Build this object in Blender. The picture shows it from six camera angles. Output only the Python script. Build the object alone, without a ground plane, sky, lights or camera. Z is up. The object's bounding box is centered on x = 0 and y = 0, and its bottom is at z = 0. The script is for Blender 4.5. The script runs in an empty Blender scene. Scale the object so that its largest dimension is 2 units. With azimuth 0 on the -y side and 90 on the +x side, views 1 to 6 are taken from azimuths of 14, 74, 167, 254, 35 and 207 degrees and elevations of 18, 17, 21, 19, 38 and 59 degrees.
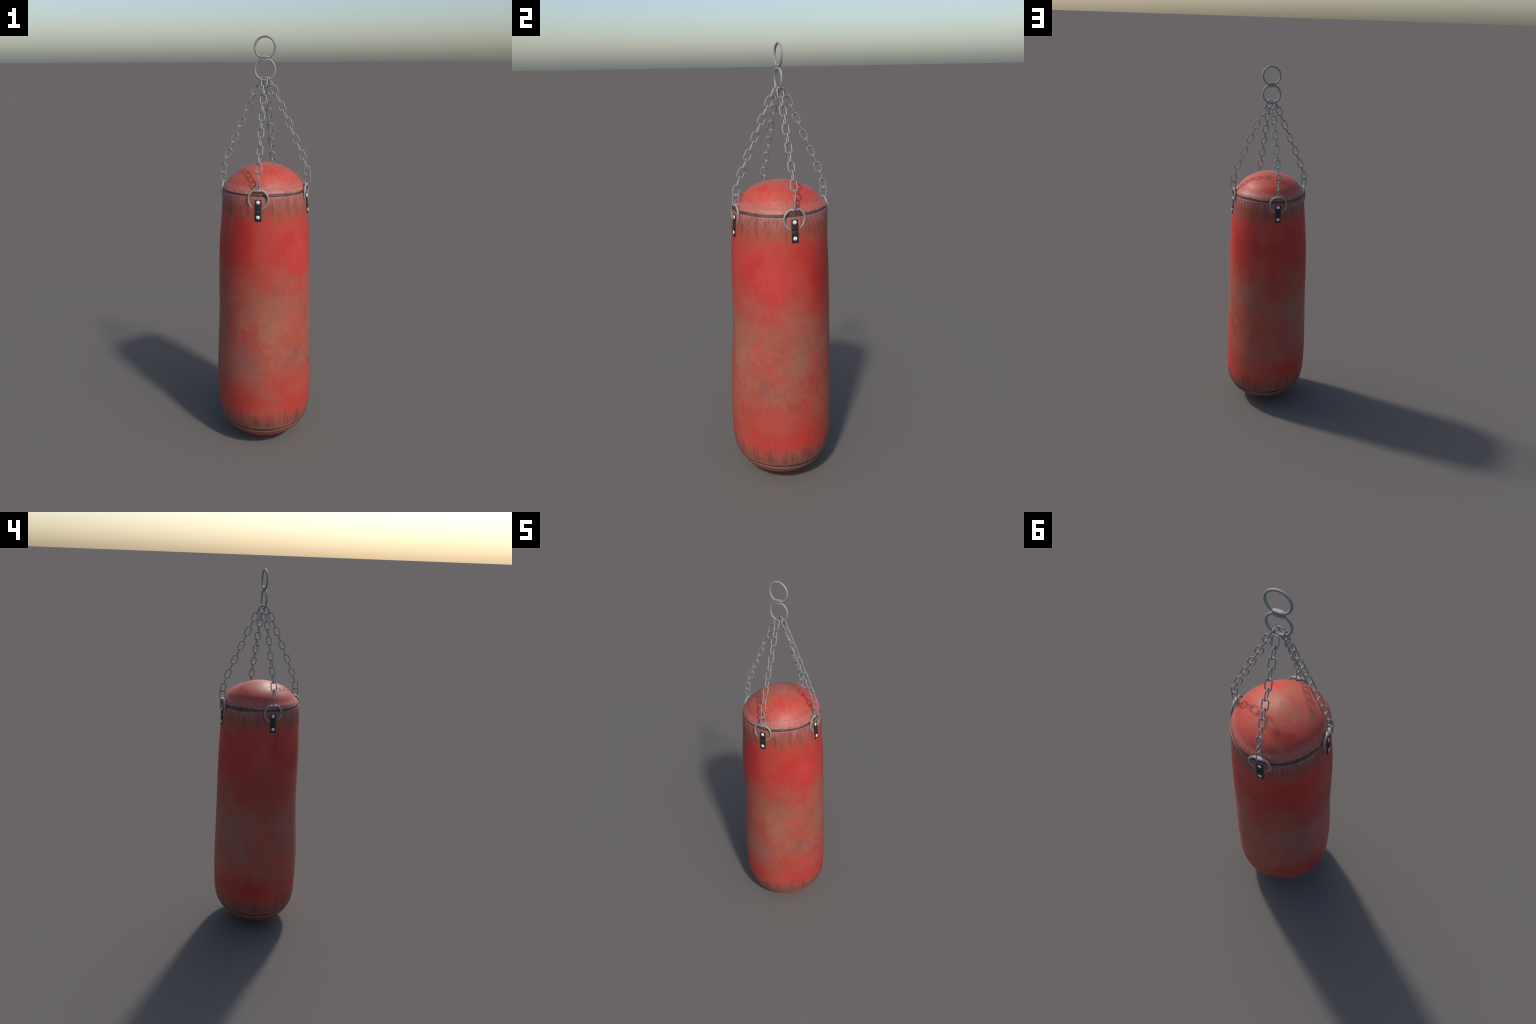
import bpy, bmesh, math, random
import numpy as np
from mathutils import Vector, Matrix

random.seed(7)
rng = np.random.default_rng(7)
AXIS = np.array([0.0055, 0.0078])          # plumb line the chains hang on
TAU = 2 * math.pi

# ------------------------------------------------------------------ helpers
def lin(r, g, b, a=1.0):
    f = lambda c: (c / 255) / 12.92 if c / 255 <= 0.04045 else ((c / 255 + 0.055) / 1.055) ** 2.4
    return (f(r), f(g), f(b), a)

def smooth(e0, e1, x):
    t = np.clip((np.asarray(x, float) - e0) / (e1 - e0), 0, 1)
    return t * t * (3 - 2 * t)

def hermite(x, xp, yp):
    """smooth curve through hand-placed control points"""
    x = np.asarray(x, float); xp = np.asarray(xp, float); yp = np.asarray(yp, float)
    h = np.diff(xp); d = np.diff(yp) / h
    m = np.empty_like(yp)
    m[1:-1] = (d[:-1] * h[1:] + d[1:] * h[:-1]) / (h[:-1] + h[1:])
    m[0] = d[0]; m[-1] = d[-1]
    i = np.clip(np.searchsorted(xp, x) - 1, 0, len(xp) - 2)
    t = np.clip((x - xp[i]) / h[i], 0, 1)
    return ((2*t**3-3*t**2+1)*yp[i] + (t**3-2*t**2+t)*h[i]*m[i]
            + (-2*t**3+3*t**2)*yp[i+1] + (t**3-t**2)*h[i]*m[i+1])

def az_dir(az):                              # azimuth 0 = -y, 90 = +x
    a = math.radians(az)
    return np.array([math.sin(a), -math.cos(a)])

def wobble(th, seed, lo, hi, n):
    """sum of a few random harmonics around the bag, about -1..1"""
    r = np.random.default_rng(seed)
    out = np.zeros_like(th); tot = 0
    for _ in range(n):
        k = r.integers(lo, hi + 1); w = r.uniform(.5, 1); tot += w
        out += w * np.sin(k * th + r.uniform(0, TAU))
    return out / math.sqrt(n) / (tot / n) * 1.1

# ------------------------------------------------------------------ bag shape
# profile (radius, height) from the middle of the base to the middle of the crown
PROFILE = [(0, 0), (.034, .0006), (.062, .004), (.0895, .012), (.118, .025), (.146, .040), (.1745, .060),
           (.1990, .085), (.2195, .120), (.2325, .170), (.2365, .25), (.2385, .35), (.2350, .50), (.2278, .70),
           (.2238, .90), (.2193, 1.05), (.2103, 1.20), (.2061, 1.28), (.2045, 1.300), (.2020, 1.315), (.1960, 1.329),
           (.1815, 1.345), (.1600, 1.370), (.1300, 1.3925), (.0868, 1.4130), (.0438, 1.4263), (0, 1.4313)]
pr = np.array(PROFILE)
chord = np.concatenate([[0], np.cumsum(np.hypot(*np.diff(pr, axis=0).T))])
S = np.linspace(0, chord[-1], 4000)
PR = np.maximum(hermite(S, chord, pr[:, 0]), 0); PZ = np.maximum.accumulate(hermite(S, chord, pr[:, 1]))
PZ = PZ + np.arange(len(PZ)) * 1e-12
s_of_z = lambda z: np.interp(z, PZ, S)

# the bag leans and is not quite round: centre line and ellipse terms against height
KZ = [0.0, .1, .25, .45, .65, .85, 1.05, 1.2, 1.32, 1.44]
CX = [.0030, .0045, .0015, .0014, .0031, .0025, .0029, .0062, .0055, .0060]
CY = [-.004, .0015, .0052, .0051, .0078, .0091, .0066, .0049, .0069, .0072]
EX = [.012, .008, .0024, -.002, .0021, .0059, -.0019, -.0139, -.0300, -.034]
SK = [.007, .0045, .0076, .0071, .0008, -.0009, .004, .0094, .0222, .024]

BULGES = [(200, .34, 26, .26, -.0085), (222, 1.385, 45, .045, .0065), (15, .48, 26, .22, .0055), (52, .50, 24, .20, .0035),
          (218, 1.20, 30, .10, .0075), (188, 1.00, 20, .2, .002)]

def bag_point(s, th, inset=0.0):
    """point on the bag skin at profile length s and angle th (from +x, ccw)"""
    r = np.interp(s, S, PR); z = np.interp(s, S, PZ)
    # inset along the profile normal
    ds = 1e-3
    dr = np.interp(s + ds, S, PR) - np.interp(s - ds, S, PR); dz = np.interp(s + ds, S, PZ) - np.interp(s - ds, S, PZ)
    L = np.hypot(dr, dz) + 1e-12
    r = r - inset * dz / L; z = z + inset * dr / L
    e = hermite(z, KZ, EX); k = hermite(z, KZ, SK)
    # dents and bulges pressed into the filling: (azimuth, height, half widths, radial push)
    az = (np.degrees(th) + 90) % 360
    fade = smooth(0, .09, r)
    for a0, z0, wa, wz, push in BULGES:
        r = r + push * fade * np.exp(-(((az - a0 + 180) % 360 - 180) / wa) ** 2 - ((z - z0) / wz) ** 2)
    c, sn = np.cos(th), np.sin(th)
    x = hermite(z, KZ, CX) + r * ((1 + e) * c + k * sn)
    y = hermite(z, KZ, CY) + r * ((1 - e) * sn + k * c)
    return np.stack(np.broadcast_arrays(x, y, z), -1)

def surface_rho(az, z):
    """distance from the plumb line to the skin at azimuth az and height z"""
    d = az_dir(az); th = np.linspace(0, TAU, 721)
    P = bag_point(np.full_like(th, float(s_of_z(z))), th)[:, :2] - AXIS
    a = np.arctan2(P[:, 0] * d[1] - P[:, 1] * d[0], P @ d)
    return float((P @ d)[np.abs(a).argmin()])

# ------------------------------------------------------------------ scene set-up
root = bpy.data.objects.new("punching_bag", None)
root.empty_display_size = .1
bpy.context.scene.collection.objects.link(root)
root["label"] = "worn red leather punching bag hanging from four steel chains"
root["category"] = "punching bag"

def add(name, mesh, parent=root, matrix=None, mat=None):
    ob = bpy.data.objects.new(name, mesh)
    bpy.context.scene.collection.objects.link(ob)
    ob.parent = parent
    if matrix is not None: ob.matrix_local = matrix
    if mat is not None and not mesh.materials: mesh.materials.append(mat)
    return ob

def mesh_from(name, V, F, smooth_shade=True):
    me = bpy.data.meshes.new(name)
    me.from_pydata([tuple(map(float, v)) for v in V], [], F)
    me.validate()
    bm = bmesh.new(); bm.from_mesh(me)
    bmesh.ops.remove_doubles(bm, verts=bm.verts, dist=1e-6)
    bmesh.ops.recalc_face_normals(bm, faces=bm.faces)
    bm.to_mesh(me); bm.free()
    if smooth_shade:
        me.polygons.foreach_set("use_smooth", [True] * len(me.polygons))
    return me

def grid(G, wrap=True):
    """G: rows x cols x 3 -> verts, quads (cols wrap round)"""
    R, C = G.shape[:2]; F = []
    for i in range(R - 1):
        for j in range(C if wrap else C - 1):
            k = (j + 1) % C
            F.append((i*C+j, i*C+k, (i+1)*C+k, (i+1)*C+j))
    return G.reshape(-1, 3), F

# ------------------------------------------------------------------ node helpers
class N:
    def __init__(self, name):
        self.m = bpy.data.materials.new(name); self.m.use_nodes = True
        self.t = self.m.node_tree; self.n = self.t.nodes; self.l = self.t.links
        self.p = self.n["Principled BSDF"]
        self.co = self.n.new("ShaderNodeTexCoord").outputs["Object"]
    def put(self, sock, v):
        if isinstance(v, bpy.types.NodeSocket): self.l.new(v, sock)
        else: sock.default_value = v
    def math(self, op, a, b=0.0, c=0.0, clamp=False):
        n = self.n.new("ShaderNodeMath"); n.operation = op; n.use_clamp = clamp
        for s, v in zip(n.inputs, (a, b, c)): self.put(s, v)
        return n.outputs[0]
    def add(self, a, b): return self.math('ADD', a, b)
    def mul(self, a, b): return self.math('MULTIPLY', a, b)
    def step(self, x, e0, e1, lo=0.0, hi=1.0):
        n = self.n.new("ShaderNodeMapRange"); n.interpolation_type = 'SMOOTHSTEP'
        self.put(n.inputs[0], x)
        if e0 < e1: vals = (e0, e1, lo, hi)
        else: vals = (e1, e0, hi, lo)
        for i, v in enumerate(vals): self.put(n.inputs[i+1], v)
        return n.outputs[0]
    def mix(self, f, a, b, mode='MIX'):
        n = self.n.new("ShaderNodeMix"); n.data_type = 'RGBA'; n.blend_type = mode
        self.put(n.inputs[0], f); self.put(n.inputs[6], a); self.put(n.inputs[7], b)
        return n.outputs[2]
    def map(self, scale, loc=(0, 0, 0), src=None):
        n = self.n.new("ShaderNodeMapping")
        self.l.new(src or self.co, n.inputs[0])
        n.inputs[1].default_value = loc; n.inputs[3].default_value = scale
        return n.outputs[0]
    def noise(self, vec, scale=1.0, detail=4.0, rough=.55, dist=0.0):
        n = self.n.new("ShaderNodeTexNoise")
        self.l.new(vec, n.inputs["Vector"])
        n.inputs["Scale"].default_value = scale; n.inputs["Detail"].default_value = detail
        n.inputs["Roughness"].default_value = rough; n.inputs["Distortion"].default_value = dist
        return n.outputs[0]
    def xyz(self, vec=None):
        n = self.n.new("ShaderNodeSeparateXYZ"); self.l.new(vec or self.co, n.inputs[0]); return n.outputs
    def bump(self, h, strength=.2, dist=.001):
        n = self.n.new("ShaderNodeBump"); n.inputs["Strength"].default_value = strength
        n.inputs["Distance"].default_value = dist
        self.put(n.inputs["Height"], h); self.l.new(n.outputs[0], self.p.inputs["Normal"])
    def warp(self, amount, scale):
        """object coordinates pushed about by noise, for ragged patch outlines"""
        n = self.n.new("ShaderNodeTexNoise"); self.l.new(self.co, n.inputs["Vector"])
        n.inputs["Scale"].default_value = scale; n.inputs["Detail"].default_value = 5
        n.inputs["Roughness"].default_value = .65
        s = self.n.new("ShaderNodeVectorMath"); s.operation = 'SUBTRACT'
        self.l.new(n.outputs["Color"], s.inputs[0]); s.inputs[1].default_value = (.5, .5, .5)
        k = self.n.new("ShaderNodeVectorMath"); k.operation = 'SCALE'
        self.l.new(s.outputs[0], k.inputs[0]); k.inputs["Scale"].default_value = amount
        a = self.n.new("ShaderNodeVectorMath"); a.operation = 'ADD'
        self.l.new(self.co, a.inputs[0]); self.l.new(k.outputs[0], a.inputs[1])
        return a.outputs[0]
    def patch(self, vec, az, z, width, height, rho=.22):
        """soft ellipsoid blob on the skin at azimuth az, height z"""
        d = az_dir(az) * rho + AXIS
        sub = self.n.new("ShaderNodeVectorMath"); sub.operation = 'SUBTRACT'
        self.l.new(vec, sub.inputs[0]); sub.inputs[1].default_value = (d[0], d[1], z)
        sc = self.n.new("ShaderNodeVectorMath"); sc.operation = 'MULTIPLY'
        self.l.new(sub.outputs[0], sc.inputs[0]); sc.inputs[1].default_value = (1/width, 1/width, 1/height)
        ln = self.n.new("ShaderNodeVectorMath"); ln.operation = 'LENGTH'
        self.l.new(sc.outputs[0], ln.inputs[0])
        return self.step(ln.outputs["Value"], 1.15, .15)

# ------------------------------------------------------------------ leather
RED      = lin(178, 45, 40)
RED_DEEP = lin(165, 26, 28)
RED_SOFT = lin(173, 64, 53)
RUST     = lin(172, 72, 52)
TAN      = lin(158, 98, 76)
GREY_BRN = lin(148, 92, 78)
MAUVE    = lin(144, 80, 80)
DUST     = lin(154, 92, 86)
STREAK   = lin(98, 42, 40)
UMBER    = lin(140, 70, 54)

def leather(name, kind):
    g = N(name)
    X, Y, Z = g.xyz()
    low = g.noise(g.map((1, 1, .8)), 5.5, 3, .5, .4)
    low2 = g.noise(g.map((1, 1, .8), (3.1, 1.7, 5.2)), 7.0, 4, .55, .3)
    mott = g.noise(g.map((1, 1, 1), (7, 2, 1)), 24, 6, .68, .3)
    fine = g.noise(g.map((1, 1, 1), (1, 9, 4)), 110, 4, .7)
    fibre = g.noise(g.map((1, 1, .35), (2, 2, 2)), 170, 3, .6)
    w = g.warp(.12, 9)
    rx = g.math('SUBTRACT', X, .0055); ry = g.math('SUBTRACT', Y, .0075)
    rad = g.math('MAXIMUM', g.math('SQRT', g.add(g.mul(rx, rx), g.mul(ry, ry))), .02)
    def gathers(scale, zk, detail, off):
        n = g.n.new("ShaderNodeCombineXYZ")
        g.put(n.inputs[0], g.add(g.math('DIVIDE', rx, rad), off)); g.put(n.inputs[1], g.math('DIVIDE', ry, rad))
        g.put(n.inputs[2], g.mul(Z, zk))
        return g.noise(n.outputs[0], scale, detail, .6)
    # red dye, deeper in some areas and faded in others
    col = g.mix(g.step(low, .40, .66), RED, RED_SOFT)
    col = g.mix(g.mul(g.step(low2, .52, .70), .75), col, RED_DEEP)
    if kind == "body":
        # scuffed belt where the blows land
        zz = g.add(Z, g.mul(g.math('SUBTRACT', low2, .5), .35))
        belt = g.mul(g.step(zz, .14, .52), g.step(zz, 1.04, .74))
        scuff = g.mul(belt, g.step(g.add(g.mul(mott, .7), g.mul(low, .8)), .50, .98))
        col = g.mix(g.mul(belt, .42), col, lin(154, 72, 56))
        col = g.mix(g.mul(scuff, .80), col, GREY_BRN)
        tan = g.noise(g.map((1, 1, .7), (5, 5, 0)), 13, 7, .7, .5)
        col = g.mix(g.mul(g.mul(belt, g.step(tan, .52, .72)), .62), col, TAN)
        darkm = g.noise(g.map((1, 1, 1), (0, 4, 8)), 17, 6, .7, .4)
        col = g.mix(g.mul(g.mul(belt, g.step(darkm, .56, .74)), .42), col, lin(112, 66, 58))
        # fine orange-brown and olive grime rubbed into the grain
        gr1 = g.noise(g.map((1, 1, .8), (2, 8, 1)), 34, 7, .72, .6)
        gr2 = g.noise(g.map((1, 1, .9), (9, 3, 6)), 52, 7, .74, .4)
        wide = g.add(g.step(Z, .80, .35, .12, .42), g.mul(belt, .58))
        # placed colour patches: (azimuth, height, half width, half height, colour, strength)
        for az, z, wd, ht, c, k in [
                (18, .66, .075, .16, TAN, .60), (10, .80, .10, .08, lin(150, 88, 66), .5),
                (46, .71, .055, .05, lin(178, 66, 58), .65), (98, .68, .075, .14, lin(140, 96, 82), .62),
                (52, .52, .06, .07, lin(118, 70, 64), .55), (82, .44, .05, .04, lin(126, 62, 54), .55),
                (40, .24, .07, .06, lin(178, 52, 42), .6), (82, .26, .06, .05, lin(178, 48, 43), .6), (62, .33, .10, .05, lin(166, 72, 58), .5),
                (128, 1.02, .11, .22, RED_DEEP, .85), (62, 1.03, .09, .13, lin(186, 58, 56), .75),
                (60, .36, .12, .08, lin(172, 66, 56), .7), (330, 1.05, .14, .15, RED_DEEP, .5),
                (350, .50, .13, .10, MAUVE, .55), (300, .62, .12, .22, lin(140, 80, 72), .35),
                (265, .88, .25, .20, lin(158, 36, 37), .68), (190, .80, .12, .14, lin(158, 40, 38), .5), (235, .58, .10, .16, lin(136, 94, 94), .50), (212, .64, .09, .12, lin(140, 92, 88), .5),
                (200, 1.00, .16, .16, RED_DEEP, .55), (255, .30, .16, .09, lin(168, 24, 24), .75),
                (200, .27, .13, .08, lin(170, 26, 28), .6), (150, .72, .04, .15, lin(150, 78, 62), .5)]:
            col = g.mix(g.mul(g.patch(w, az, z, wd, ht), k), col, c)
        col = g.mix(g.mul(g.mul(wide, g.step(gr1, .50, .68)), .46), col, lin(170, 92, 62))
        col = g.mix(g.mul(g.mul(wide, g.step(gr2, .52, .70)), .46), col, lin(112, 62, 50))
        col = g.mix(g.mul(g.mul(belt, g.step(g.add(g.mul(gr1, .5), g.mul(tan, .5)), .52, .40)), .38), col, lin(124, 82, 66))
        # duller zones with dark and pale upright streaks under the top seam and over the bottom seam
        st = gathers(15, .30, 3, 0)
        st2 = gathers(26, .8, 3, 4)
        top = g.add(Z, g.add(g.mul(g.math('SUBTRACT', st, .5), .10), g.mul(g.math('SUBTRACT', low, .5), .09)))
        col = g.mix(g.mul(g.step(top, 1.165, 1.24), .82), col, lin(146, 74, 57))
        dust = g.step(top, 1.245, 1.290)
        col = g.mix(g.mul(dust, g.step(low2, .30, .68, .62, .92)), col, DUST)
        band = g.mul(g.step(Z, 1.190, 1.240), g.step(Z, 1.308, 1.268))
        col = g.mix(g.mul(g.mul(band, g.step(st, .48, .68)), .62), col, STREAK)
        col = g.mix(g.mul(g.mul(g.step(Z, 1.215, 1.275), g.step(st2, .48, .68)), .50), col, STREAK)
        col = g.mix(g.mul(g.mul(g.step(Z, 1.255, 1.295), g.step(st2, .52, .36)), .45), col, lin(170, 116, 102))
        col = g.mix(g.mul(g.step(Z, 1.2965, 1.3035), .35), col, lin(128, 72, 70))
        bot = g.add(Z, g.add(g.mul(g.math('SUBTRACT', st, .5), .09), g.mul(g.math('SUBTRACT', low2, .5), .08)))
        col = g.mix(g.mul(g.step(bot, .245, .150), .85), col, lin(126, 80, 67))
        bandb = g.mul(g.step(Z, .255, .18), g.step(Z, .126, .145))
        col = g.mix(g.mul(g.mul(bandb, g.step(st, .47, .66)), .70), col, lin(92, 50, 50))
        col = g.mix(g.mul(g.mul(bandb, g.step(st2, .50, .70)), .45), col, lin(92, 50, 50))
        col = g.mix(g.mul(g.step(Z, .1375, .1275), .55), col, lin(150, 92, 64))
    else:
        dx = g.math('SUBTRACT', X, .006); dy = g.math('SUBTRACT', Y, .0072)
        st = gathers(14, 2, 3, 0)
        st2 = gathers(30, 3, 3, 4)
        if kind == "crown":
            mid = g.add(Z, g.mul(g.math('SUBTRACT', mott, .5), .02))
            crown = g.step(mid, 1.385, 1.422)
            col = g.mix(g.mul(g.mul(crown, g.step(tan_ := g.noise(g.map((1, 1, 1), (5, 5, 0)), 16, 6, .68, .5), .36, .60)), .75), col, lin(152, 90, 68))
            col = g.mix(g.step(g.add(g.mul(mott, .5), g.mul(low, .6)), .40, .66, .30, .70), col, lin(172, 80, 62))
            for az, z, wd, ht, c, k, rho in [
                    (30, 1.400, .045, .03, lin(190, 38, 38), .72, .10), (0, 1.431, .075, .03, lin(158, 90, 74), .55, .01), (60, 1.392, .05, .03, lin(188, 62, 54), .6, .13),
                    (215, 1.385, .05, .04, RED_DEEP, .75, .12), (170, 1.38, .06, .04, lin(186, 60, 50), .5, .14),
                    (120, 1.40, .06, .04, lin(188, 50, 46), .7, .11), (330, 1.395, .06, .03, lin(166, 84, 66), .6, .10),
                    (285, 1.39, .06, .03, lin(150, 92, 76), .6, .11), (250, 1.405, .05, .03, lin(160, 100, 82), .5, .07)]:
                col = g.mix(g.mul(g.patch(w, az, z, wd, ht, rho), k), col, c)
            lip = g.add(Z, g.add(g.mul(g.math('SUBTRACT', st, .5), .016), g.mul(g.math('SUBTRACT', low, .5), .05)))
            col = g.mix(g.mul(g.step(lip, 1.364, 1.336), g.step(low2, .3, .65, .55, .90)), col, lin(160, 92, 86))
            # broken line of stitching
            dash = gathers(9, 1, 4, 7)
            zs = g.add(Z, g.add(g.mul(g.math('SUBTRACT', fine, .5), .006), g.mul(g.math('SUBTRACT', dash, .5), .006)))
            seam = g.mul(g.step(zs, 1.3495, 1.3520), g.step(zs, 1.3560, 1.3530))
            dash = gathers(9, 1, 4, 7)
            col = g.mix(g.mul(g.mul(seam, g.step(dash, .42, .60)), .38), col, lin(104, 44, 40))
            band = g.mul(g.step(Z, 1.345, 1.331), 1.0)
            col = g.mix(g.mul(g.mul(band, g.step(st2, .48, .66)), .60), col, lin(112, 54, 52))
            col = g.mix(g.mul(g.mul(g.step(Z, 1.334, 1.322), g.step(st, .42, .6)), .55), col, lin(184, 116, 94))
            col = g.mix(g.mul(g.step(g.noise(g.map((1, 1, 1), (2, 8, 1)), 34, 7, .72, .6), .48, .66), .35), col, lin(172, 98, 70))
            col = g.mix(g.mul(g.step(g.noise(g.map((1, 1, 1), (6, 8, 1)), 44, 7, .72, .6), .52, .70), .30), col, lin(118, 58, 48))
            # six-sided patch with a pale outline on the middle of the crown
            hexd = None
            for a in (0, 60, 120):
                c_, s_ = math.cos(math.radians(a+10)), math.sin(math.radians(a+10))
                d = g.math('ABSOLUTE', g.add(g.mul(dx, c_), g.mul(dy, s_)))
                hexd = d if hexd is None else g.math('MAXIMUM', hexd, d)
            inside = g.step(hexd, .0195, .0185)
            edge = g.mul(g.step(hexd, .0178, .0190), g.step(hexd, .0212, .0196))
            col = g.mix(g.mul(inside, .3), col, lin(166, 92, 86))
            col = g.mix(g.mul(g.mul(edge, g.step(g.add(g.mul(mott, .5), g.mul(low2, .5)), .42, .60)), .7), col, lin(205, 130, 100))
        else:
            col = g.mix(g.mul(g.step(Z, .05, .098), .85), col, lin(132, 80, 68))
            col = g.mix(g.mul(g.mul(g.step(Z, .085, .105), g.step(st2, .54, .66)), .5), col, STREAK)
            col = g.mix(g.mul(g.step(Z, .100, .110), .4), col, lin(164, 104, 88))
    # cloth-like grain
    col = g.mix(g.mul(g.step(fine, .35, .75), .06), col, lin(206, 150, 118))
    col = g.mix(g.mul(g.step(fibre, .55, .8), .14), col, lin(96, 40, 36))
    g.put(g.p.inputs["Base Color"], col)
    g.put(g.p.inputs["Roughness"], g.step(mott, .3, .7, .46, .58))
    g.p.inputs["Specular IOR Level"].default_value = .4
    g.bump(g.add(fine, g.mul(mott, 1.2)), .22, .0012)
    return g.m

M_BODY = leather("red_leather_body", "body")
M_CROWN = leather("red_leather_crown", "crown")
M_BASE = leather("red_leather_base", "base")

def plain(name, col, rough=.5, metal=0.0, spec=.5, vary=.1, scale=60):
    g = N(name)
    n = g.noise(g.map((1, 1, 1)), scale, 5, .65)
    dark = tuple(c * (1 - 2 * vary) for c in col[:3]) + (1,)
    lite = tuple(min(1, c * (1 + vary)) for c in col[:3]) + (1,)
    g.put(g.p.inputs["Base Color"], g.mix(g.step(n, .3, .7), dark, lite))
    g.p.inputs["Roughness"].default_value = rough; g.p.inputs["Metallic"].default_value = metal
    g.p.inputs["Specular IOR Level"].default_value = spec
    g.bump(n, .08, .0006)
    return g.m

M_STEEL = plain("galvanised_steel", lin(140, 139, 136), .48, 0.0, .5, .10, 90)
M_STRAP = plain("black_leather_strap", lin(37, 38, 39), .55, 0.0, .35, .10, 160)

def seam_material():
    g = N("dark_seam")
    n = g.noise(g.map((1, 1, 1)), 40, 4, .6)
    g.put(g.p.inputs["Base Color"], g.mix(g.step(n, .3, .7), lin(52, 52, 53), lin(78, 76, 76)))
    g.p.inputs["Roughness"].default_value = .6
    return g.m
M_SEAM = seam_material()

def screw_material():
    g = N("white_screw_head")
    X, Y, Z = g.xyz()
    r = g.math('SQRT', g.add(g.mul(X, X), g.mul(Y, Y)))
    grey_bar = g.mul(g.step(g.math('ABSOLUTE', g.add(X, .0008)), .0011, .0006), g.step(r, .0056, .0050))
    left = g.mul(g.step(X, -.0010, -.0018), g.mul(g.step(r, .0058, .0048), g.step(r, .0020, .0028)))  # baked shading: left half of the head greyed
    col = g.mix(g.mul(grey_bar, .85), lin(236, 236, 246), lin(120, 120, 128))
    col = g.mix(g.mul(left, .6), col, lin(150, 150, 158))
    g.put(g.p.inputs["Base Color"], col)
    g.p.inputs["Roughness"].default_value = .35
    return g.m
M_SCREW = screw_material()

# ------------------------------------------------------------------ bag meshes
NA = 256
TH = np.linspace(0, TAU, NA, endpoint=False)
AZ = (np.degrees(TH) + 90) % 360             # azimuth of each column
def near(az, c, w): return np.exp(-(((AZ - c + 180) % 360 - 180) / w) ** 2)

# edges of the two seams; the top seam gapes at the back
lip_top = 1.3168 + .0011 * wobble(TH, 3, 3, 11, 5) + .0030 * near(AZ, 230, 16) + .005 * near(AZ, 135, 16) - .002 * near(AZ, 72, 20)
edge_top = 1.3070 + .0008 * wobble(TH, 4, 2, 8, 5) - .0070 * near(AZ, 222, 24) - .0050 * near(AZ, 68, 26) + .004 * near(AZ, 140, 16)
edge_bot = .1235 + .0008 * wobble(TH, 5, 2, 9, 5) + .004 * near(AZ, 120, 70) - .0050 * near(AZ, 25, 28)
lip_bot = .1090 + .0010 * wobble(TH, 6, 2, 9, 5) - .005 * near(AZ, 105, 22) - .0055 * near(AZ, 5, 28) + .004 * near(AZ, 55, 22)

PLEAT = wobble(TH, 11, 40, 90, 9)            # small gathers along the seams
PLEAT2 = wobble(TH, 12, 50, 110, 9)

def bag_panel(name, s0, s1, rows, roll0, roll1, mat, pleat=None, pleat_w=None):
    """panel of skin between profile lengths s0(th) and s1(th); each edge is rolled in"""
    R = []
    roll = [(.0085, .0004), (.0050, .0006), (.0026, .0007), (.0012, .0004)]   # (inset, overrun back)
    v = np.linspace(0, 1, rows)
    if roll0:
        for ins, back in roll: R.append(bag_point(s0 - back, TH, np.full(NA, ins)))
    for k in v:
        s = s0 + (s1 - s0) * k
        ins = np.zeros(NA)
        if pleat is not None:
            wgt = np.zeros(NA)
            for edge in pleat_w: wgt = np.maximum(wgt, np.exp(-np.abs(s - (s0 if edge == 0 else s1)) / .028))
            ins = -.0007 * pleat * wgt
        R.append(bag_point(s, TH, ins))
    if roll1:
        for ins, back in reversed(roll): R.append(bag_point(s1 + back, TH, np.full(NA, ins)))
    V, F = grid(np.array(R))
    return add(name, mesh_from(name, V, F), mat=mat)

zero = np.zeros(NA)
bag_panel("base_cap", zero, s_of_z(lip_bot), 40, False, True, M_BASE)
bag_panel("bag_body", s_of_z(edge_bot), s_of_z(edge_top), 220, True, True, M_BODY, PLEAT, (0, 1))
bag_panel("crown_cap", s_of_z(lip_top), zero + S[-1], 60, True, False, M_CROWN, PLEAT2, (0,))

def seam_band(name, lo, hi, inset):
    R = []
    for k in np.linspace(0, 1, 9):
        s = lo + (hi - lo) * k
        ins = inset + .0010 - .0012 * math.sin(math.pi * k)
        R.append(bag_point(s, TH, np.full(NA, ins)))
    for k in np.linspace(1, 0, 5):
        R.append(bag_point(lo + (hi - lo) * k, TH, np.full(NA, .0085)))
    V, F = grid(np.array(R + R[:1]))
    return add(name, mesh_from(name, V, F), mat=M_SEAM)
seam_band("dark_seam_band", s_of_z(edge_top) - .002, s_of_z(lip_top) + .002, .0026)
seam_band("dark_seam_band", s_of_z(lip_bot) - .002, s_of_z(edge_bot) + .002, .0006)

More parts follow.
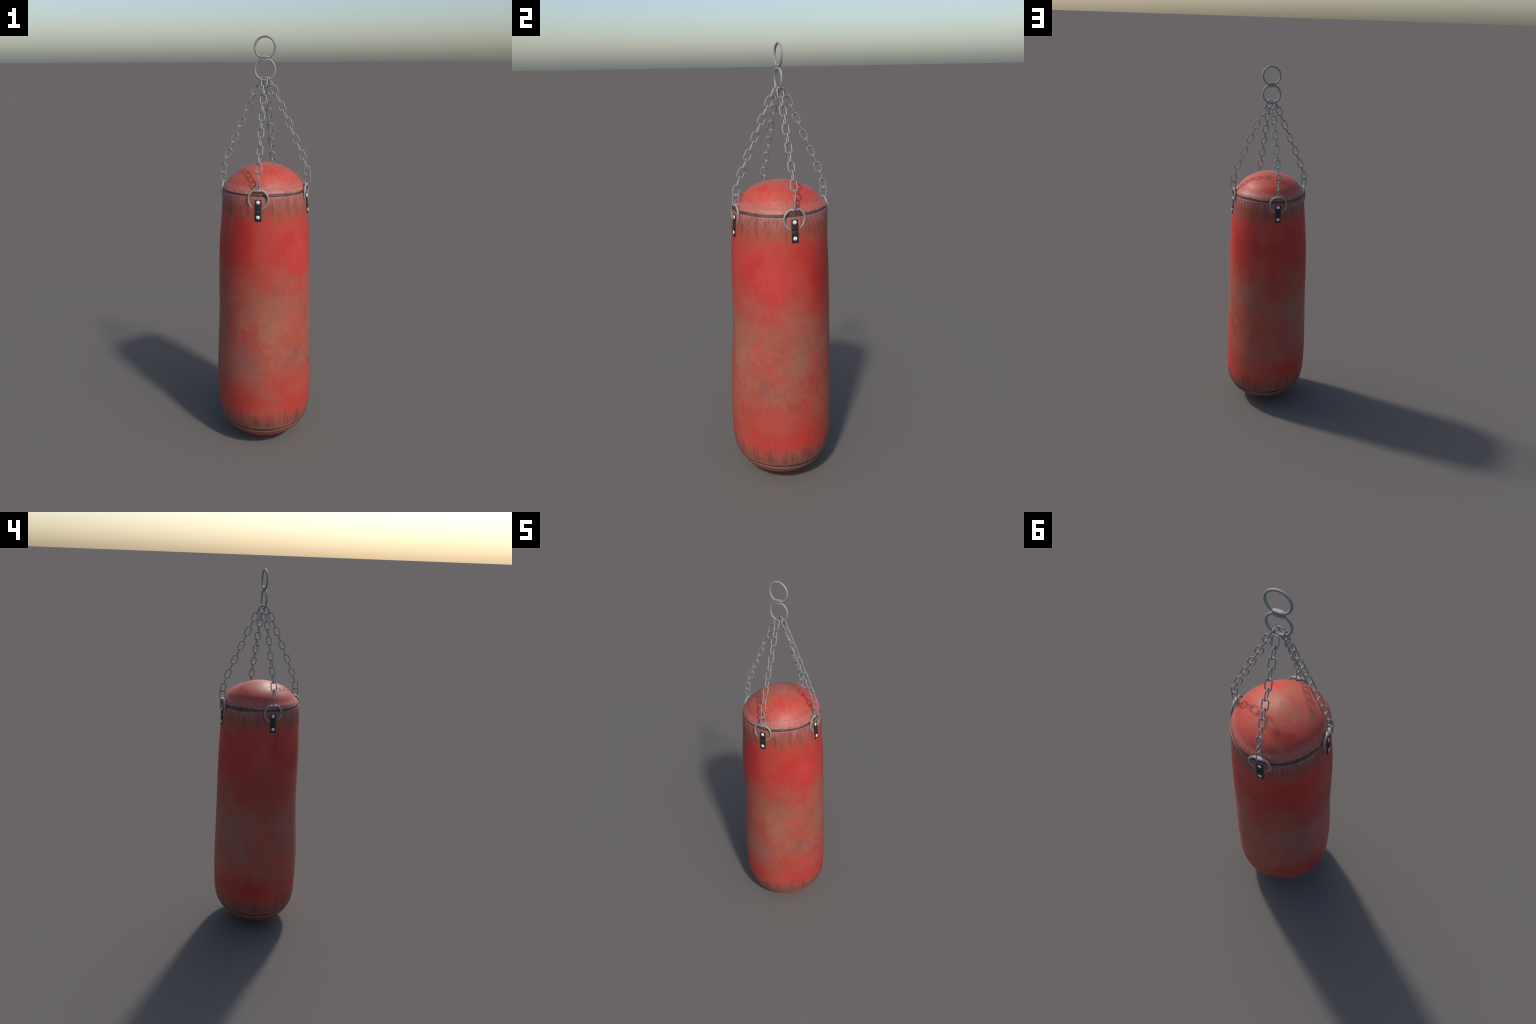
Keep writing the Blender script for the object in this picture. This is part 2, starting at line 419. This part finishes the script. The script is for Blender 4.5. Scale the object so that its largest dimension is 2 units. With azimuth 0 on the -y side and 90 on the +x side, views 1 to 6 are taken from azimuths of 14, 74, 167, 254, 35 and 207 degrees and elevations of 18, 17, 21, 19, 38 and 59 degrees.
# ------------------------------------------------------------------ rings with a flattened bar
def ring_mesh(name):
    """ring in the local XZ plane, bar at the top (+z), split in the wire on the -x side"""
    Rc, bar, tube = .0470, .0421, .0050
    join = math.acos(bar / Rc)
    n, m = 120, 20
    gap = math.radians(.9)
    rows = []
    a0 = math.radians(90) + gap              # measured from the top (+z) towards -x
    for i in range(n + 1):
        a = a0 + (TAU - 2 * gap) * i / n
        d = (a + math.pi) % TAU - math.pi     # angle from the bar
        rad = Rc if abs(d) > join else bar / math.cos(d)
        w = float(smooth(join * 1.05, join * .62, abs(d)))
        hd = tube + (.0088 - tube) * float(np.clip((join * 1.12 - abs(d)) / (join * .72), 0, 1)); hh = tube + (.0057 - tube) * w; ex = 2 + 3.0 * w
        up = float(smooth(join * 1.0, join * .85, abs(d)))
        er = np.array([-math.sin(d), 0, math.cos(d)]) * (1 - up) + np.array([0, 0, 1]) * up
        er /= np.linalg.norm(er)
        c = rad * np.array([-math.sin(d), 0, math.cos(d)])
        row = []
        for j in range(m):
            t = TAU * j / m
            ct, st = math.cos(t), math.sin(t)
            u = math.copysign(abs(ct) ** (2/ex), ct) * hh; v = math.copysign(abs(st) ** (2/ex), st) * hd
            row.append(c + er * u + np.array([0, 1, 0]) * v)
        rows.append(row)
    G = np.array(rows); V, F = grid(G)
    F.append(tuple(range(m))[::-1]); F.append(tuple(range(n*m, n*m+m)))
    me = mesh_from(name, V, F)
    me.materials.append(M_STEEL)
    me.set_sharp_from_angle(angle=math.radians(50))
    return me
RING = ring_mesh("steel_ring")

CXR, CYR = .0050, .0080
add("hanger_ring", RING, matrix=Matrix.Translation((CXR - .001, CYR, 1.8522)))
flip = Matrix.Rotation(math.pi, 4, 'Y') @ Matrix.Scale(-1, 4, (1, 0, 0))
RING_UP = RING.copy(); RING_UP.transform(flip); RING_UP.flip_normals()
add("hanger_ring", RING_UP, matrix=Matrix.Translation((CXR, CYR, 1.9482)))

# ------------------------------------------------------------------ chain link
def link_mesh():
    """rounded-rectangle link in the local XZ plane, long along z"""
    L, W, rc, tube = .0448, .0274, .0102, .0027     # centre-line length and width
    pts = []
    for cx, cz, a0 in [(W/2-rc, L/2-rc, 0), (-W/2+rc, L/2-rc, 90), (-W/2+rc, -L/2+rc, 180), (W/2-rc, -L/2+rc, 270)]:
        for k in range(7):
            a = math.radians(a0 + 15 * k)
            pts.append((cx + rc * math.cos(a), 0, cz + rc * math.sin(a)))
    P = np.array(pts); n = len(P); m = 10
    T = np.roll(P, -1, 0) - np.roll(P, 1, 0); T /= np.linalg.norm(T, axis=1)[:, None]
    Yv = np.array([0, 1, 0]); O = np.cross(T, Yv)
    G = np.array([[P[i] + tube * (math.cos(TAU*j/m) * O[i] + math.sin(TAU*j/m) * Yv) for j in range(m)] for i in range(n)])
    V, F = grid(np.concatenate([G, G[:1]]))
    me = mesh_from("chain_link", V, F); me.materials.append(M_STEEL)
    return me
LINK = link_mesh()

def frame(origin, xa, za):
    xa = Vector(xa).normalized(); za = Vector(za); za = (za - xa * za.dot(xa)).normalized(); ya = za.cross(xa)
    M = Matrix((xa, ya, za)).transposed().to_4x4(); M.translation = Vector(origin)
    return M

# distance from the plumb line and height of the second, fourth ... twelfth link, and the last
EVEN_R = [.0448, .0781, .1117, .1449, .1772, .2022]
EVEN_Z = [1.7620, 1.6896, 1.6175, 1.5447, 1.4722, 1.3985]
def chain_centres():
    R, Zs = [EVEN_R[0] - .0166], [EVEN_Z[0] + .0362]
    for i in range(6):
        R.append(EVEN_R[i]); Zs.append(EVEN_Z[i])
        if i < 5:
            R.append((EVEN_R[i] + EVEN_R[i+1]) / 2); Zs.append((EVEN_Z[i] + EVEN_Z[i+1]) / 2)
    R[-2] += .0022
    R.append(.2045); Zs.append(1.3605)
    return np.array(R), np.array(Zs)

# azimuth of each strap, ring and chain
HANG = [5.0, 90.1, 182.6, 274.3]
SPREAD = {182.6: 1.03, 5.0: .995}
TWIST = {5.0: -13, 90.1: -1, 182.6: -13, 274.3: -2}
CR0, CZ = chain_centres()
for az in HANG:
    d = az_dir(az); er = Vector((d[0], d[1], 0)); et = Vector((-d[1], d[0], 0))
    CR = CR0 * SPREAD.get(az, 1.0); n = len(CR)
    for i in range(n):
        a, b = max(i-1, 0), min(i+1, n-1)
        t = (er * (CR[a] - CR[b]) + Vector((0, 0, CZ[a] - CZ[b]))).normalized()
        pos = Vector((AXIS[0], AXIS[1], 0)) + er * CR[i] + Vector((0, 0, CZ[i]))
        if i == n - 1:
            dd = az_dir(az - 16.5); M = frame(pos, Vector((dd[0], dd[1], 0)), Vector((0, 0, 1)))
        elif i % 2 == 0: M = frame(pos, et, t)
        else: M = frame(pos, et.cross(t), t)
        if i < n - 1: M = M @ Matrix.Rotation(math.radians((TWIST[az] if i % 2 == 0 else -3)) + random.uniform(-.04, .04), 4, 'Z')
        add("chain_link", LINK, matrix=M)

# ------------------------------------------------------------------ straps, screws and bag rings
def screw_mesh():
    rows = []
    R, H, m = .0085, .0028, 32
    for k in range(9):
        a = math.pi / 2 * k / 8
        rows.append([(R * math.cos(a) * math.cos(TAU*j/m), R * math.cos(a) * math.sin(TAU*j/m), H * math.sin(a)) for j in range(m)])
    G = np.array(rows); base = G[:1].copy(); base[..., 2] = -.002
    V, F = grid(np.concatenate([base, G]))
    me = mesh_from("screw_head", V, F); me.materials.append(M_SCREW)
    return me
SCREW = screw_mesh()

RING_OUT = {182.6: .0012}
def strap(az):
    d = az_dir(az); er = np.array([d[0], d[1], 0]); et = np.array([-d[1], d[0], 0])
    half = .0144
    # (height, lift off the skin): flat tab, pinch over the ring wire, flat tab
    prof = [(1.2950, .0020), (1.2800, .0022), (1.2620, .0026), (1.2530, .0032), (1.2500, .0018), (1.2485, .0012),
            (1.2450, .0026), (1.2385, .0046), (1.2368, .0045), (1.2340, .0038), (1.2250, .0034), (1.2120, .0028), (1.1975, .0022)]
    org = AXIS[0] * np.array([1, 0, 0]) + AXIS[1] * np.array([0, 1, 0])
    rows = []
    for z, lift in prof:
        r = surface_rho(az, z) + lift
        c = org + er * r + np.array([0, 0, z])
        rows.append([c - et * half, c + et * half])
    G = np.array(rows); thick = .0042
    back = G - er * thick
    ring = np.concatenate([G[:, :1], G[:, 1:], back[:, 1:], back[:, :1]], 1)
    V, F = grid(ring)
    F.append((0, 1, 2, 3)); k = (len(prof) - 1) * 4; F.append((k+3, k+2, k+1, k))
    me = mesh_from("strap", V, F, True)
    bm = bmesh.new(); bm.from_mesh(me)
    bmesh.ops.bevel(bm, geom=[e for e in bm.edges if e.calc_face_angle(0) > 1.2], offset=.0006, segments=2, affect='EDGES', profile=.5)
    bm.to_mesh(me); bm.free()
    me.polygons.foreach_set("use_smooth", [True] * len(me.polygons))
    me.set_sharp_from_angle(angle=math.radians(25))
    ob = add("strap", me, mat=M_STRAP)
    for z, lift in ((1.2835, .0022), (1.2155, .0030)):
        r0 = surface_rho(az, z + .008); r1 = surface_rho(az, z - .008)
        nrm = Vector((er[0], er[1], 0)) * .016 + Vector((0, 0, r0 - r1)) * -1
        nrm = (Vector((er[0], er[1], 0)) * .016 + Vector((0, 0, r1 - r0))).normalized()
        pos = org + er * (surface_rho(az, z) + lift - .0002) + np.array([0, 0, z])
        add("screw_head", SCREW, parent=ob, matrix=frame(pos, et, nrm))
    rr = surface_rho(az, 1.253) - .0048 + RING_OUT.get(az, 0)
    M = frame(org + er * rr + np.array([0, 0, 1.2962]), et, Vector((0, 0, 1))) 
    lean = Matrix.Rotation(math.radians(1.5), 4, 'X')
    add("strap_ring", RING, matrix=M @ lean @ Matrix.Scale(.965, 4))
for az in HANG: strap(az)
